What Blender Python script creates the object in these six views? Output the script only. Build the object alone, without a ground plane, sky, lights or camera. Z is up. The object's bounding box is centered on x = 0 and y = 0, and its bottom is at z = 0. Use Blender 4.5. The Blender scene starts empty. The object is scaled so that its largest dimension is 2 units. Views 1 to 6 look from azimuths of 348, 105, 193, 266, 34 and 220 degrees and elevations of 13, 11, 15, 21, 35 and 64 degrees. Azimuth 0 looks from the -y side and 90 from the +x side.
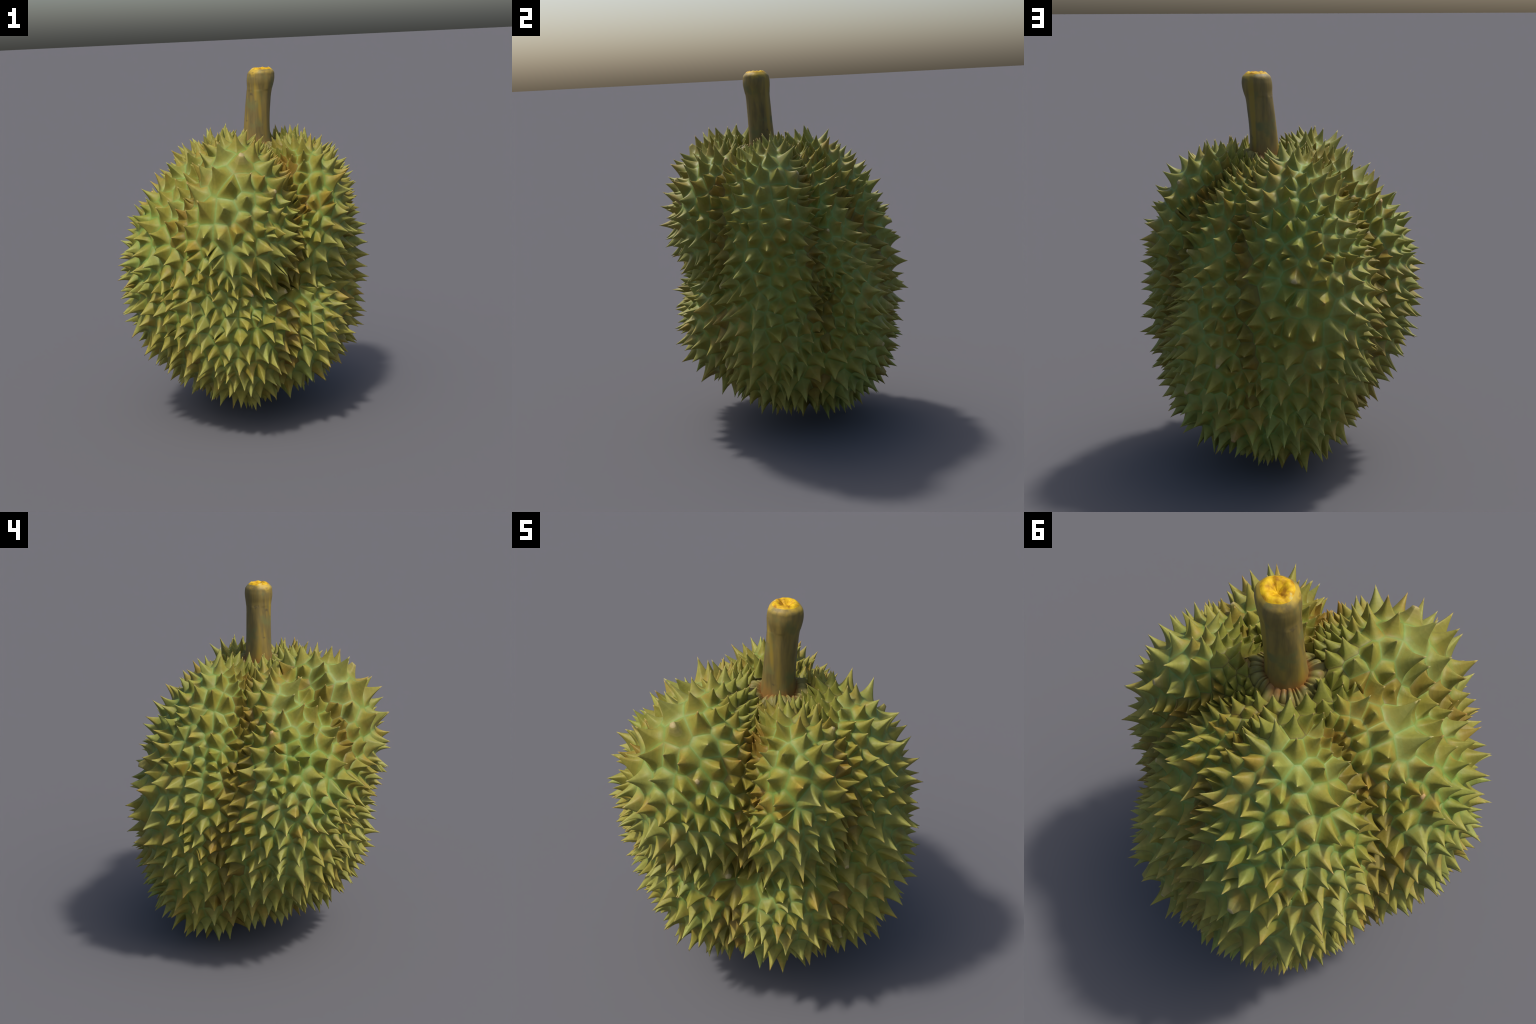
"""A whole durian: a lobed husk covered in about 1100 pyramid spikes, and a thick cut stalk."""
import bpy, math, random
import numpy as np
from mathutils.kdtree import KDTree

rng = np.random.default_rng(11)
random.seed(11)

# ------------------------------------------------------------------ husk form
CENTRE = np.array([0.0, 0.0, 0.78])          # the pole of the husk's own polar frame
STALK_FOOT = np.array([0.085, -0.046])       # where the stalk stands on the crown

# Each lobe (swollen segment) and each groove (suture) is a meridian line: its azimuth low / middle / high on
# the fruit, and the husk radius along it at these elevations.  Azimuth 0 is -y, 90 is +x.
ELEVATIONS = [-90, -70, -50, -30, -12, 6, 24, 42, 58, 72, 90]
AZ_AT = [-40, 0, 50]
LINES = [
    # groove / lobe, azimuths, radii
    ((12, 16, 24),    (.655, .610, .575, .562, .525, .480, .520, .630, .740, .785, .790)),
    ((40, 43, 48),    (.655, .625, .612, .625, .575, .520, .618, .792, .890, .862, .790)),
    ((66, 68, 72),    (.655, .630, .610, .590, .540, .510, .590, .740, .840, .815, .790)),
    ((93, 99, 104),   (.655, .670, .690, .675, .655, .665, .710, .805, .885, .875, .805)),
    ((122, 126, 128), (.655, .670, .695, .660, .605, .565, .575, .620, .695, .770, .795)),
    ((150, 150, 147), (.655, .710, .745, .722, .662, .615, .588, .606, .695, .775, .800)),
    ((182, 177, 166), (.668, .742, .755, .682, .612, .570, .572, .585, .680, .765, .800)),
    ((214, 212, 205), (.668, .745, .757, .685, .660, .670, .690, .730, .800, .845, .810)),
    ((247, 250, 260), (.655, .635, .625, .580, .555, .555, .575, .605, .665, .760, .800)),
    ((284, 288, 290), (.655, .612, .608, .622, .654, .683, .735, .768, .785, .820, .805)),
    ((312, 314, 316), (.655, .622, .608, .615, .628, .645, .718, .760, .778, .805, .795)),
    ((345, 343, 342), (.655, .635, .650, .650, .625, .630, .738, .862, .932, .900, .800)),
]


def smooth_curve(xs, ys):
    """Cubic Hermite through control points, with gentle tangents."""
    xs, ys = np.array(xs, float), np.array(ys, float)
    d = np.gradient(ys, xs)

    def f(x):
        x = np.clip(x, xs[0], xs[-1])
        i = np.clip(np.searchsorted(xs, x) - 1, 0, len(xs) - 2)
        h = xs[i + 1] - xs[i]
        t = (x - xs[i]) / h
        return ((2 * t**3 - 3 * t**2 + 1) * ys[i] + (t**3 - 2 * t**2 + t) * h * d[i]
                + (-2 * t**3 + 3 * t**2) * ys[i + 1] + (t**3 - t**2) * h * d[i + 1])
    return f


N_AZ, N_EL = 360, 181


def build_radius_grid():
    els = np.linspace(-90, 90, N_EL)
    azs = np.arange(N_AZ) * 360.0 / N_AZ
    grid = np.zeros((N_EL, N_AZ))
    groove = np.zeros((N_EL, N_AZ))
    line_az = [np.interp(els, AZ_AT, a) for a, _ in LINES]
    line_r = [smooth_curve(ELEVATIONS, r)(els) for _, r in LINES]
    for e in range(N_EL):
        for k in range(0, 12, 2):            # from groove k over lobe k+1 to groove k+2
            g0, l, g1 = line_az[k][e], line_az[k + 1][e], line_az[(k + 2) % 12][e]
            l = l + 360 if l < g0 else l
            g1 = g1 + 360 if g1 < l else g1
            for (ga, gr, la, lr) in ((g0, line_r[k][e], l, line_r[k + 1][e]),
                                     (g1, line_r[(k + 2) % 12][e], l, line_r[k + 1][e])):
                lo, hi = min(ga, la), max(ga, la)
                for a in range(int(math.ceil(lo)), int(math.floor(hi)) + 1):
                    w = abs(a - ga) / max(hi - lo, 1e-6)
                    s = math.sin(math.pi / 2 * min(1, w)) ** 1.1   # a blunt valley at the suture, round on the lobe
                    grid[e, a % 360] = gr + (lr - gr) * s
                    groove[e, a % 360] = max(0.0, 1 - abs(a - ga) / 13.0) * min(1, max(.55 if els[e] > 50 else 0, (lr - gr) / .06))
    for _ in range(14):                       # soften the creases
        grid = (np.roll(grid, 1, 1) + 2 * grid + np.roll(grid, -1, 1)) / 4
    for _ in range(6):
        g = grid.copy()
        g[1:-1] = (grid[:-2] + 2 * grid[1:-1] + grid[2:]) / 4
        grid = g
    for e in range(N_EL):                     # close both poles evenly
        k = min(1.0, math.cos(math.radians(els[e])) * 4.5)
        grid[e] = grid[e] * k + grid[e].mean() * (1 - k)
    # the pinched waist between the upper and lower bulges, crossing the first suture
    az_off = (azs[None, :] - 5 + 180) % 360 - 180
    across = np.where(az_off < 0, np.exp(-(az_off / 17) ** 2), np.exp(-(az_off / 44) ** 2))
    grid = grid + .004 - .095 * across * np.exp(-((els[:, None] - 10.5) / 9.5) ** 2)
    grid = grid - .018 * np.exp(-((els[:, None] + 90) / 24) ** 2)      # a slightly flattened base
    return grid, groove


RADIUS, GROOVE = build_radius_grid()


def lookup(table, d):
    el = np.degrees(np.arcsin(np.clip(d[:, 2], -1, 1)))
    az = np.degrees(np.arctan2(d[:, 0], -d[:, 1])) % 360
    fe = np.clip((el + 90) / 180 * (N_EL - 1), 0, N_EL - 1.001)
    fa = az / 360 * N_AZ
    i, j = fe.astype(int), fa.astype(int) % N_AZ
    a, b, j2 = fe - i, fa - np.floor(fa), (j + 1) % N_AZ
    return (table[i, j] * (1 - a) * (1 - b) + table[i + 1, j] * a * (1 - b)
            + table[i, j2] * (1 - a) * b + table[i + 1, j2] * a * b)


def unit(v):
    return v / np.maximum(np.linalg.norm(v, axis=-1, keepdims=True), 1e-12)


CROWN = unit(np.array([[STALK_FOOT[0], STALK_FOOT[1], 0.76]]))[0]


def husk_point(d):
    d = unit(np.atleast_2d(d))
    r = lookup(RADIUS, d)
    ang = np.degrees(np.arccos(np.clip(d @ CROWN, -1, 1)))
    r = r - 0.038 * np.exp(-(ang / 12.0) ** 2)      # the dip the stalk stands in
    return CENTRE + r[:, None] * d


def husk_normal(d):
    d = unit(np.atleast_2d(d))
    a = unit(np.cross(d, np.array([0.31, 0.17, 0.93])))
    b = np.cross(d, a)
    e = 0.03
    pa = husk_point(d + e * a) - husk_point(d - e * a)
    pb = husk_point(d + e * b) - husk_point(d - e * b)
    n = unit(np.cross(pa, pb))
    return n * np.sign(np.sum(n * d, axis=1, keepdims=True))


# ------------------------------------------------------------------ where the spikes stand
SPIKES = 1040
COLLAR = 30                                   # places kept free of spikes in the ring round the stalk


def ring_dirs(count, radius, turn=0.0, wob=0.0):
    out = []
    for k in range(count):
        t = 2 * math.pi * (k + turn) / count
        rr = radius * (1 + wob * rng.uniform(-1, 1))
        p = np.array([STALK_FOOT[0] + rr * math.cos(t), STALK_FOOT[1] + rr * math.sin(t), 0.77])
        out.append(p / np.linalg.norm(p))
    return out


def patchy(p):
    """Slow swings in spike spacing, so that coarse and fine patches alternate."""
    a = np.sin(p[:, 0] * 17 + p[:, 2] * 11 + 1.0) + np.sin(p[:, 1] * 19 - p[:, 2] * 9 + 2.2)
    b = np.sin(p[:, 2] * 23 + p[:, 0] * 7 - p[:, 1] * 8)
    return np.exp(.20 * (a + b))


def place_sites():
    # candidates spread evenly over the real surface, thinned near the crown
    m = 40000
    k = np.arange(m) + .5
    z = 1 - 2 * k / m
    ph = k * math.pi * (3 - math.sqrt(5))
    cand = np.stack([np.sqrt(1 - z * z) * np.cos(ph), np.sqrt(1 - z * z) * np.sin(ph), z], 1)
    pos = husk_point(cand)
    nor = husk_normal(cand)
    r = np.linalg.norm(pos - CENTRE, axis=1)
    area = r ** 2 / np.maximum(np.sum(nor * cand, 1), .3)
    rho = np.hypot(pos[:, 0] - STALK_FOOT[0], pos[:, 1] - STALK_FOOT[1])
    top = pos[:, 2] > 1.2
    dens = np.where(top, 1 + 3.4 * np.exp(-((rho - .1) / .185) ** 2), 1.0)
    grv = lookup(GROOVE, cand)
    dens = dens * (1 + .7 * grv + 1.1 * grv * (pos[:, 2] > 1.3)) * np.interp(r, [.55, .75, .9], [1.15, .95, .70]) * patchy(pos)
    ok = ~(top & (rho < 0.122))
    w = area * dens * ok
    idx = rng.choice(m, SPIKES, replace=False, p=w / w.sum())
    site = pos[idx].copy()
    fixed = np.array([husk_point(d)[0] for d in ring_dirs(COLLAR, .104, .3) + ring_dirs(8, .05)])
    live = np.where(ok)[0]
    lp, lw = pos[live], (area * dens)[live]
    for it in range(4):                       # Lloyd steps: even but not regular
        allp = np.vstack([site, fixed])
        tree = KDTree(len(allp))
        for q, p in enumerate(allp):
            tree.insert(p, q)
        tree.balance()
        own = np.array([tree.find(p)[1] for p in lp])
        acc = np.zeros((len(allp), 3))
        wt = np.zeros(len(allp))
        np.add.at(acc, own, lp * lw[:, None])
        np.add.at(wt, own, lw)
        good = wt[:SPIKES] > 0
        new = acc[:SPIKES][good] / wt[:SPIKES][good][:, None]
        site[good] = site[good] * .3 + new * .7
        site = husk_point(site - CENTRE)
    dirs = unit(site - CENTRE)
    # a few dwarf spikes squeezed in among the others
    extra = []
    for q in rng.choice(SPIKES, 110, replace=False):
        near = np.argsort(((site - site[q]) ** 2).sum(1))[1:3]
        c = (site[q] + site[near].sum(0)) / 3
        if c[2] < 1.35:
            extra.append(unit((c - CENTRE)[None])[0])
    dirs = np.vstack([dirs, np.array(extra)])
    kind = ["spike"] * SPIKES + ["dwarf"] * len(extra)
    cr = np.array(ring_dirs(COLLAR, .104, .3, .07))
    inner = np.array(ring_dirs(8, .05))
    dirs = np.vstack([dirs, cr, inner])
    kind += ["hidden"] * (COLLAR + 8)
    return dirs, kind


def spherical_cells(dirs):
    """Voronoi cells on the sphere of directions: hull triangles give the corners."""
    import bmesh
    bm = bmesh.new()
    vs = [bm.verts.new(d) for d in dirs]
    bm.verts.ensure_lookup_table()
    order = {v: i for i, v in enumerate(vs)}
    bmesh.ops.convex_hull(bm, input=bm.verts[:])
    bmesh.ops.triangulate(bm, faces=bm.faces[:])
    cells = [[] for _ in dirs]
    for f in bm.faces:
        a, b, c = (np.array(v.co) for v in f.verts)
        n = np.cross(b - a, c - a)
        n = n / max(np.linalg.norm(n), 1e-12)
        if n @ (a + b + c) < 0:
            n = -n
        for v in f.verts:
            cells[order[v]].append(n)
    bm.free()
    out = []
    for d, pts in zip(dirs, cells):
        if len(pts) < 3:
            out.append(None)
            continue
        pts = np.array(pts)
        x = unit(np.cross(d, [0.2, 0.5, 0.84])[None])[0]
        y = np.cross(d, x)
        ang = np.arctan2(pts @ y, pts @ x)
        out.append(pts[np.argsort(ang)])
    return out


# ------------------------------------------------------------------ spike geometry
def border_dirs(cell, seg_len=0.022):
    """The cell outline cut into short pieces; the same cuts on both sides of a seam."""
    pts = []
    for k in range(len(cell)):
        a, b = cell[k], cell[(k + 1) % len(cell)]
        n = max(1, int(round(np.linalg.norm(b - a) / seg_len)))
        for s in range(n):
            t = s / n
            pts.append(a * (1 - t) + b * t)
    return unit(np.array(pts))


RINGS = [0.0, .05, .12, .21, .32, .45, .58, .71, .83, .92, 1.0]


def spike_mesh_data(d, cell, height, droop, blunt, waist, swell, hook):
    """One pyramid: rings run from the seam up concave flanks to a bent tip."""
    bd = border_dirs(cell)
    B = husk_point(bd)
    S = husk_point(d)[0]
    n = husk_normal(d)[0]
    centre = B.mean(0) * .5 + S * .5
    axis = unit((n + droop)[None])[0]
    T = centre + axis * height
    mid = centre + n * height * swell + droop * height * .05
    M = mid + (B - mid) * waist
    # the upper flanks round off: blend each corner towards a circle as the rings climb
    arm = M - mid
    round_arm = unit(arm) * np.linalg.norm(arm, axis=1).mean()
    M2 = mid + arm * .55 + round_arm * .45
    rows = []
    for s in RINGS[:-1]:
        sb = s * (1 - .16 * blunt)
        m = M + (M2 - M) * s
        rows.append((1 - sb) ** 2 * B + 2 * sb * (1 - sb) * m + sb ** 2 * T + hook * height * s ** 3)
    tip = T + hook * height
    return rows, tip if blunt < .5 else rows[-1].mean(0) + axis * height * .01


def emit(rows, tip, verts, faces, bands, palette):
    base = len(verts)
    m = len(rows[0])
    for row in rows:
        verts.extend(map(tuple, row))
    verts.append(tuple(tip))
    t = len(verts) - 1
    for r in range(len(rows) - 1):
        for k in range(m):
            k2 = (k + 1) % m
            faces.append((base + r * m + k, base + r * m + k2, base + (r + 1) * m + k2, base + (r + 1) * m + k))
            bands.append(palette * BANDS + BAND_OF_RING[r])
    r = len(rows) - 1
    for k in range(m):
        faces.append((base + r * m + k, base + r * m + (k + 1) % m, t))
        bands.append(palette * BANDS + BAND_OF_RING[r])


BANDS = 7                                     # seam, foot, low, flank, upper, shoulder, tip
BAND_OF_RING = [0, 1, 2, 2, 3, 3, 4, 5, 5, 6, 6, 6]


# ------------------------------------------------------------------ materials
def node_material(name):
    m = bpy.data.materials.new(name)
    m.use_nodes = True
    nt = m.node_tree
    bsdf = next(n for n in nt.nodes if n.type == 'BSDF_PRINCIPLED')
    return m, nt, bsdf


def noise(nt, vec, scale, detail=3, rough=.55, dist=0.0):
    n = nt.nodes.new('ShaderNodeTexNoise')
    n.inputs['Scale'].default_value = scale
    n.inputs['Detail'].default_value = detail
    n.inputs['Roughness'].default_value = rough
    n.inputs['Distortion'].default_value = dist
    nt.links.new(vec, n.inputs['Vector'])
    return n.outputs['Fac']


def ramp(nt, fac, stops):
    n = nt.nodes.new('ShaderNodeValToRGB')
    el = n.color_ramp.elements
    while len(el) < len(stops):
        el.new(.5)
    for e, (p, c) in zip(el, stops):
        e.position = p
        e.color = (*c, 1) if len(c) == 3 else c
    nt.links.new(fac, n.inputs['Fac'])
    return n.outputs['Color']


def mix(nt, fac, a, b, mode='MIX'):
    n = nt.nodes.new('ShaderNodeMix')
    n.data_type = 'RGBA'
    n.blend_type = mode
    if isinstance(fac, (int, float)):
        n.inputs[0].default_value = fac
    else:
        nt.links.new(fac, n.inputs[0])
    for sock, v in ((n.inputs[6], a), (n.inputs[7], b)):
        if isinstance(v, tuple):
            sock.default_value = (*v, 1)
        else:
            nt.links.new(v, sock)
    return n.outputs[2]


def mask(nt, fac, lo, hi):
    n = nt.nodes.new('ShaderNodeMapRange')
    n.interpolation_type = 'SMOOTHSTEP'
    n.inputs['From Min'].default_value = lo
    n.inputs['From Max'].default_value = hi
    nt.links.new(fac, n.inputs['Value'])
    return n.outputs['Result']


def bump(nt, bsdf, height, strength, dist):
    b = nt.nodes.new('ShaderNodeBump')
    b.inputs['Strength'].default_value = strength
    b.inputs['Distance'].default_value = dist
    nt.links.new(height, b.inputs['Height'])
    nt.links.new(b.outputs['Normal'], bsdf.inputs['Normal'])


PALETTES = {
    # seam, foot, flank, shoulder, tip
    "crest":  ((.170, .240, .064), (.190, .230, .056), (.206, .204, .040), (.246, .240, .052), (.315, .275, .090)),
    "side":   ((.150, .205, .040), (.164, .196, .036), (.208, .188, .030), (.246, .220, .040), (.292, .240, .062)),
    "suture": ((.135, .128, .025), (.145, .120, .022), (.182, .142, .022), (.222, .178, .030), (.285, .198, .052)),
    "crown":  ((.110, .095, .024), (.145, .140, .026), (.182, .185, .030), (.220, .215, .040), (.275, .210, .058)),
    "scarred": ((.150, .205, .040), (.164, .196, .036), (.205, .190, .034), (.260, .220, .060), (.340, .270, .120)),
}
BAND_NAMES = ("seam", "foot", "low", "flank", "upper", "shoulder", "tip")


def band_colours(cols):
    seam, foot, flank, shoulder, tip = (np.array(c) for c in cols)
    return [seam, foot, foot * .45 + flank * .55, flank, flank * .5 + shoulder * .5, shoulder, tip]


def skin_material(name, base, greener, browner, speck):
    m, nt, bsdf = node_material(name)
    co = nt.nodes.new('ShaderNodeTexCoord').outputs['Object']
    c = mix(nt, mask(nt, noise(nt, co, 2.6, 2), .50, .72), base, greener)
    c = mix(nt, mask(nt, noise(nt, co, 7.5, 3), .50, .68), c, browner)
    fine = noise(nt, co, 55, 4, .65)
    c = mix(nt, mask(nt, fine, .62, .80), c, speck)
    v = ramp(nt, noise(nt, co, 24, 3), [(.3, (.88, .88, .88)), (.7, (1.12, 1.12, 1.12))])
    c = mix(nt, 1.0, c, v, 'MULTIPLY')
    nt.links.new(c, bsdf.inputs['Base Color'])
    bsdf.inputs['Roughness'].default_value = .52
    bsdf.inputs['Specular IOR Level'].default_value = .22
    bump(nt, bsdf, noise(nt, co, 140, 4, .6), .18, .004)
    return m


def shift(c, r, g, b):
    return (c[0] * r, c[1] * g, c[2] * b)


def skin_materials():
    mats = []
    for pal, cols in PALETTES.items():
        for band, col in zip(BAND_NAMES, band_colours(cols)):
            col = tuple(float(x) for x in col)
            mats.append(skin_material(f"{pal}_{band}", col, shift(col, .90, 1.06, 1.05),
                                      shift(col, 1.10, .89, .84), shift(col, 1.06, .96, .95)))
    return mats


def stalk_materials():
    m, nt, bsdf = node_material("stalk_bark")
    co = nt.nodes.new('ShaderNodeTexCoord').outputs['Object']
    mp = nt.nodes.new('ShaderNodeMapping')
    mp.inputs['Scale'].default_value = (1, 1, .12)
    nt.links.new(co, mp.inputs['Vector'])
    streak = noise(nt, mp.outputs[0], 34, 4, .6)
    c = ramp(nt, streak, [(.30, (.100, .076, .026)), (.5, (.168, .122, .032)), (.72, (.235, .164, .036))])
    c = mix(nt, mask(nt, noise(nt, co, 11, 3), .50, .66), c, (.128, .122, .038))
    sep = nt.nodes.new('ShaderNodeSeparateXYZ')
    nt.links.new(co, sep.inputs[0])
    c = mix(nt, mask(nt, noise(nt, mp.outputs[0], 13, 2), .60, .70), c, (.255, .175, .024))
    # rust at the foot, yellow where the cut was made
    wob = nt.nodes.new('ShaderNodeMath')
    wob.operation = 'MULTIPLY_ADD'
    nt.links.new(noise(nt, co, 15, 3), wob.inputs[0])
    wob.inputs[1].default_value = .12
    nt.links.new(sep.outputs['Z'], wob.inputs[2])
    c = mix(nt, mask(nt, wob.outputs[0], .21, .08), c, (.240, .100, .020))
    c = mix(nt, mask(nt, wob.outputs[0], .520, .555), c, (.420, .280, .030))
    spots = mask(nt, noise(nt, co, 15, 3), .64, .76)
    c = mix(nt, spots, c, (.075, .058, .026))
    nt.links.new(c, bsdf.inputs['Base Color'])
    bsdf.inputs['Roughness'].default_value = .55
    bsdf.inputs['Specular IOR Level'].default_value = .35
    bump(nt, bsdf, streak, .25, .006)

    m2, nt, bsdf = node_material("stalk_cut_flesh")
    co = nt.nodes.new('ShaderNodeTexCoord').outputs['Object']
    c = ramp(nt, noise(nt, co, 32, 3), [(.36, (.300, .140, .006)), (.5, (.500, .290, .006)), (.66, (.600, .390, .010))])
    c = mix(nt, mask(nt, noise(nt, co, 20, 2), .66, .76), c, (.46, .38, .12))
    nt.links.new(c, bsdf.inputs['Base Color'])
    bsdf.inputs['Roughness'].default_value = .6
    bsdf.inputs['Specular IOR Level'].default_value = .2
    bump(nt, bsdf, noise(nt, co, 60, 3), .3, .006)
    return m, m2


# ------------------------------------------------------------------ build
def new_object(name, verts, faces, mats, parent, indices=None, smooth=True):
    me = bpy.data.meshes.new(name)
    me.from_pydata([tuple(v) for v in verts], [], faces)
    for m in mats:
        me.materials.append(m)
    if indices is not None:
        me.polygons.foreach_set("material_index", indices)
    if smooth:
        me.polygons.foreach_set("use_smooth", [True] * len(me.polygons))
    me.update()
    ob = bpy.data.objects.new(name, me)
    bpy.context.scene.collection.objects.link(ob)
    ob.parent = parent
    return ob


def only_used(indices, mats):
    used = sorted(set(indices))
    at = {u: k for k, u in enumerate(used)}
    return [at[i] for i in indices], [mats[u] for u in used]


def build_husk(fruit, mats):
    dirs, kind = place_sites()
    cells = spherical_cells(dirs)
    # the smooth rind just under the spikes
    nu, nv = 192, 96
    d = []
    for j in range(1, nv):
        e = -math.pi / 2 + math.pi * j / nv
        for i in range(nu):
            a = 2 * math.pi * i / nu
            d.append((math.sin(a) * math.cos(e), -math.cos(a) * math.cos(e), math.sin(e)))
    d += [(0, 0, -1), (0, 0, 1)]
    d = np.array(d)
    v = husk_point(d) - husk_normal(d) * .006
    f = [(j * nu + i, j * nu + (i + 1) % nu, (j + 1) * nu + (i + 1) % nu, (j + 1) * nu + i)
         for j in range(nv - 2) for i in range(nu)]
    lo, hi = len(d) - 2, len(d) - 1
    f += [(lo, (i + 1) % nu, i) for i in range(nu)]
    f += [(hi, (nv - 2) * nu + i, (nv - 2) * nu + (i + 1) % nu) for i in range(nu)]
    rind = new_object("rind", v, f, [mats[3 * BANDS]], fruit)

    pos = husk_point(dirs)
    nor = husk_normal(dirs)
    grv = lookup(GROOVE, dirs)
    rho = np.hypot(pos[:, 0] - STALK_FOOT[0], pos[:, 1] - STALK_FOOT[1])
    items = []
    for k, cell in enumerate(cells):
        if cell is None or kind[k] == "hidden":
            continue
        p, n, dd = pos[k], nor[k], dirs[k]
        B = husk_point(cell)
        size = np.linalg.norm(B - B.mean(0), axis=1).mean() * 2
        top = p[2] > 1.2
        near = max(0.0, 1 - max(0, rho[k] - .16) / .22) if top else 0.0
        pal = 0
        if near > rng.uniform(.45, .8):
            pal = 3
        else:
            g = grv[k] + rng.uniform(-.25, .25)
            pal = 2 if g > .55 else (1 if g > .12 or rng.random() < .35 else 0)
        h = (.030 + .49 * size) * rng.uniform(.76, 1.18) * (1.04 - .20 * grv[k])
        if kind[k] == "dwarf":
            h *= .75
        h = min(h, .106) * (1 + .06 * near)
        fall = np.interp(p[2], [.15, .5, 1.0, 1.3, 1.5], [.05, -.10, -.10, .05, .15])
        droop = np.array([0, 0, fall]) + rng.normal(0, .17, 3)
        # spikes near the crown lean in over the stalk; elsewhere they fan out a little
        inward = np.array([STALK_FOOT[0] - p[0], STALK_FOOT[1] - p[1], 0.0])
        inward = inward / max(np.linalg.norm(inward), 1e-6)
        droop = droop + .18 * dd * (1 - near) + near * (.30 * inward + np.array([0, 0, .25]))
        side = unit(np.cross(n, rng.normal(0, 1, 3))[None])[0]
        hook = side * rng.uniform(0, .12) + np.array([0, 0, .08 if p[2] > 1.2 else -.12])
        blunt = 1.0 if rng.random() < .016 else 0.0
        petal = min(1.0, near + .6 * grv[k])
        waist = rng.uniform(.39, .52) + .18 * petal
        swell = rng.uniform(.06, .15) + .15 * petal + .03 * near
        if blunt:
            pal = 4
        rows, tip = spike_mesh_data(dd, cell, h, droop, blunt, waist, swell, hook)
        while tip[2] < .004 and h > .02:       # the spikes it rests on are worn short
            h *= .88
            rows, tip = spike_mesh_data(dd, cell, h, droop, blunt, waist, swell, hook)
        items.append((size, kind[k], rows, tip, pal))

    spikes = items
    spikes.sort(key=lambda it: -it[0])
    rest_v, rest_f, rest_i = [], [], []
    for q, it in enumerate(spikes):
        if q < 300:
            v, f, b = [], [], []
            emit(it[2], it[3], v, f, b, it[4])
            b, used = only_used(b, mats)
            new_object("spike", v, f, used, rind, b)
        else:
            emit(it[2], it[3], rest_v, rest_f, rest_i, it[4])
    rest_i, used = only_used(rest_i, mats)
    rest = new_object("small_spikes", rest_v, rest_f, used, rind, rest_i)
    rest["kind"] = "stuff"
    build_collar(rind, mats)
    return rind


def build_collar(rind, mats):
    """The low ring of soft radial folds that grips the stalk's foot."""
    folds = 29
    cuts = np.cumsum(rng.uniform(.5, 1.6, folds))
    cuts = np.concatenate([[0], cuts / cuts[-1]]) * 2 * math.pi
    reach = rng.uniform(.108, .146, folds)
    tall = rng.uniform(.017, .030, folds)
    per, nu = 9, 16
    cols = [(k, j / per) for k in range(folds) for j in range(per)]
    verts, faces = [], []
    for k, f in cols:
        t = cuts[k] + (cuts[k + 1] - cuts[k]) * f
        crest = math.sin(math.pi * f) ** .6                   # 0 in the crease, 1 along the fold
        prev, nxt = reach[k - 1], reach[(k + 1) % folds]
        edge = .5 * (reach[k] + (prev if f < .5 else nxt)) - .008
        r_out = edge + (reach[k] - edge) * crest
        for i in range(nu + 1):
            u = i / nu
            r = .060 + (r_out - .060) * u
            q = np.array([STALK_FOOT[0] + r * math.cos(t), STALK_FOOT[1] + r * math.sin(t), .77])
            p = husk_point(q)[0]
            body = max(0.0, math.sin(math.pi * min(1, .12 + .88 * u) ** 1.3)) ** .7
            lift = tall[k] * body * (.45 + .55 * crest) + .012 * (1 - u) - .006 * u
            verts.append((p[0], p[1], p[2] + lift))
    n = len(cols)
    for c in range(n):
        d = (c + 1) % n
        for i in range(nu):
            faces.append((c * (nu + 1) + i, c * (nu + 1) + i + 1, d * (nu + 1) + i + 1, d * (nu + 1) + i))
    new_object("collar", verts, faces, [collar_material()], rind)


def collar_material():
    m, nt, bsdf = node_material("collar_skin")
    co = nt.nodes.new('ShaderNodeTexCoord').outputs['Object']
    away = nt.nodes.new('ShaderNodeVectorMath')
    away.operation = 'DISTANCE'
    nt.links.new(co, away.inputs[0])
    away.inputs[1].default_value = (STALK_FOOT[0], STALK_FOOT[1], 1.565)
    c = ramp(nt, noise(nt, co, 26, 3), [(.35, (.130, .115, .034)), (.65, (.195, .172, .042))])
    c = mix(nt, mask(nt, noise(nt, co, 11, 2), .50, .66), c, (.175, .110, .034))
    c = mix(nt, mask(nt, away.outputs['Value'], .105, .075), c, (.215, .100, .026))
    nt.links.new(c, bsdf.inputs['Base Color'])
    bsdf.inputs['Roughness'].default_value = .55
    bsdf.inputs['Specular IOR Level'].default_value = .25
    bump(nt, bsdf, noise(nt, co, 120, 3), .2, .004)
    return m


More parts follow.
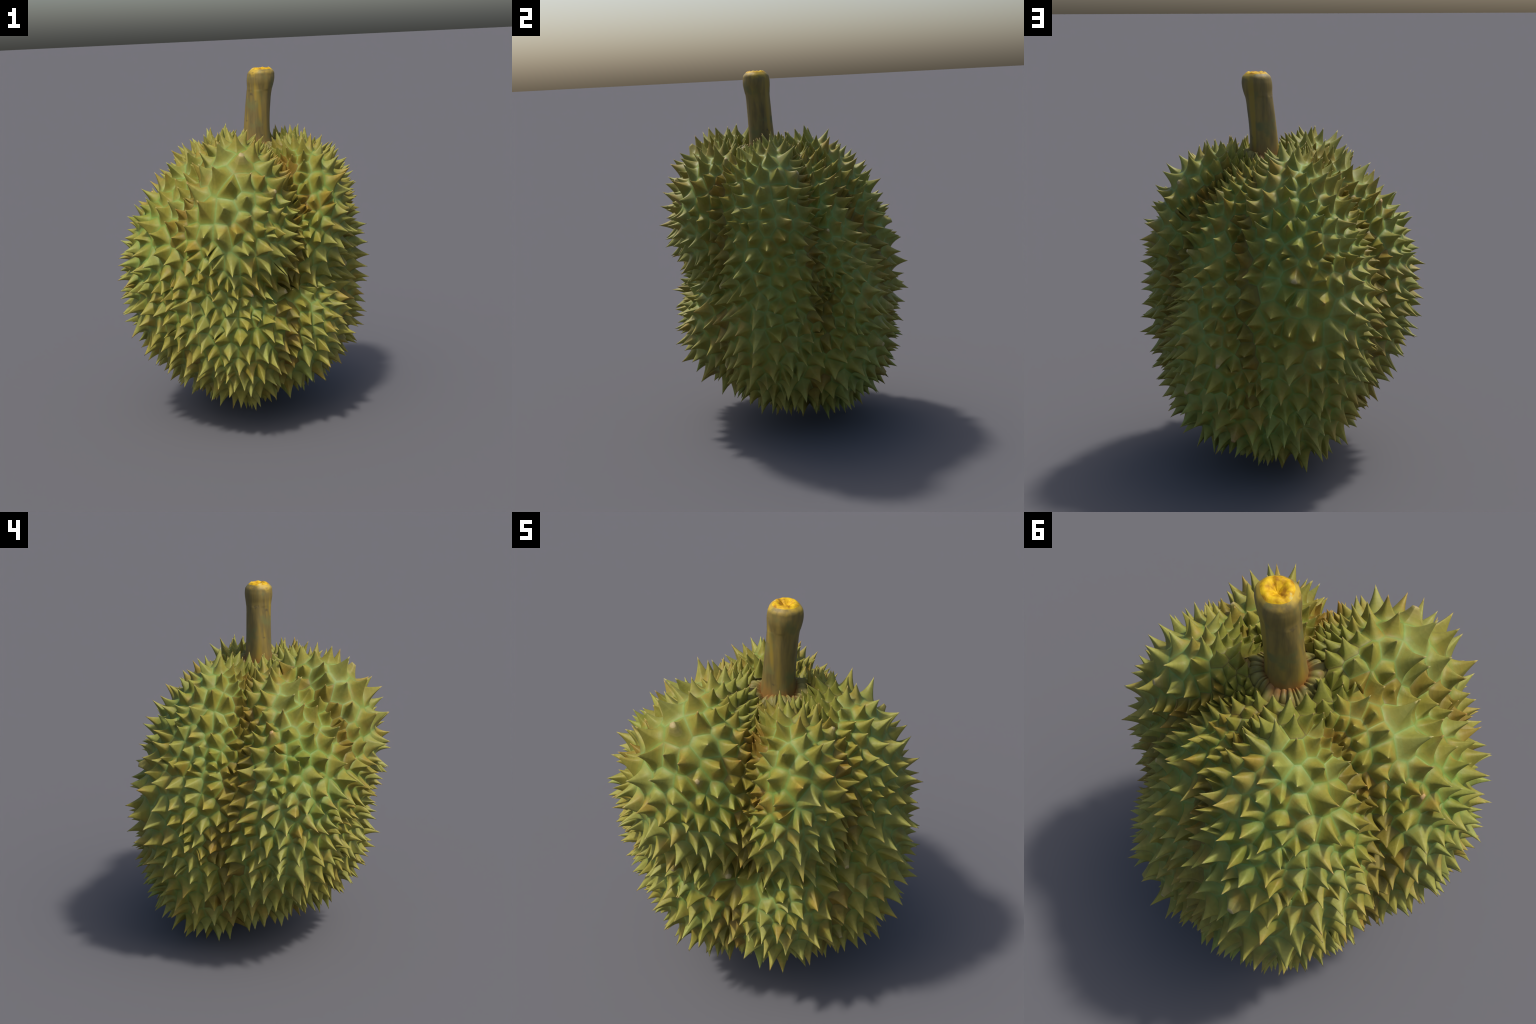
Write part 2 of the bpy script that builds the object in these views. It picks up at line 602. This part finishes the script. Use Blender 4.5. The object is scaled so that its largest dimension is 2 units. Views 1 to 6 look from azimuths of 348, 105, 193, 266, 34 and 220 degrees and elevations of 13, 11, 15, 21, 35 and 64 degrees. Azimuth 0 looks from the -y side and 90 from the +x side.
def build_stalk(fruit):
    bark, flesh = stalk_materials()
    foot_z, top_z = 1.50, 1.992
    # spine of the stalk and its radius: flared foot, waist, swollen shoulder under the cut
    zs = [1.50, 1.55, 1.60, 1.70, 1.80, 1.875, 1.900, 1.925, 1.955, 1.978, 1.990]
    xs = smooth_curve(zs, [.084, .085, .087, .093, .103, .113, .118, .121, .124, .126, .127])
    ys = smooth_curve(zs, [-.045, -.045, -.045, -.046, -.047, -.049, -.050, -.051, -.051, -.052, -.052])
    rs = smooth_curve(zs, [.100, .084, .075, .069, .0675, .068, .0705, .0735, .0730, .067, .055])
    nu = 64
    heights = np.concatenate([np.linspace(1.50, 1.86, 40), np.linspace(1.867, 1.990, 26)])
    verts, faces = [], []
    lump = rng.uniform(0, 6.28, 6)
    for z in heights:
        for i in range(nu):
            t = 2 * math.pi * i / nu
            g = 1 + .022 * math.sin(2 * t + lump[0]) + .016 * math.sin(5 * t + lump[1] + z * 2) \
                + .010 * math.sin(9 * t + lump[2] - z * 3) + .018 * math.sin(3 * t + 11 * z + lump[3])
            if z > 1.88:
                g += .02 * math.sin(4 * t + lump[4] + 20 * z)
            r = rs(z) * g
            verts.append((xs(z) + r * math.cos(t), ys(z) + r * math.sin(t), z - foot_z))
    h = len(heights)
    for j in range(h - 1):
        for i in range(nu):
            faces.append((j * nu + i, j * nu + (i + 1) % nu, (j + 1) * nu + (i + 1) % nu, (j + 1) * nu + i))
    stalk = new_object("stalk", verts, faces, [bark], fruit)
    stalk.location = (0, 0, foot_z)
    # the cut end: a puckered yellow disc with a pit
    rim = [np.array(v) for v in verts[-nu:]]
    c = np.mean(rim, 0)
    v2, f2 = [], []
    steps = [1.0, .93, .84, .72, .58, .44, .32, .22, .13, .06]
    for s in steps:
        for i in range(nu):
            t = 2 * math.pi * i / nu
            p = c + (rim[i] - c) * s
            lift = .0085 * math.sin(math.pi * min(1, (1 - s) / .55)) if s > .45 else 0
            pit = -.017 * math.exp(-(s / .26) ** 2)
            pucker = .0020 * (math.sin(6 * t + 1) + .6 * math.sin(10 * t + 2.2)) * math.sin(math.pi * s)
            v2.append((p[0], p[1], p[2] + lift + pit + pucker))
    v2.append((c[0], c[1], c[2] - .0175))
    for j in range(len(steps) - 1):
        for i in range(nu):
            f2.append((j * nu + i, j * nu + (i + 1) % nu, (j + 1) * nu + (i + 1) % nu, (j + 1) * nu + i))
    j = len(steps) - 1
    f2 += [(j * nu + i, j * nu + (i + 1) % nu, len(v2) - 1) for i in range(nu)]
    new_object("cut_end", v2, f2, [flesh], stalk)


def main():
    fruit = bpy.data.objects.new("durian", None)
    bpy.context.scene.collection.objects.link(fruit)
    fruit["label"] = "whole green-yellow durian with pyramid spikes and thick cut stalk"
    fruit["category"] = "durian fruit"
    build_husk(fruit, skin_materials())
    build_stalk(fruit)


main()
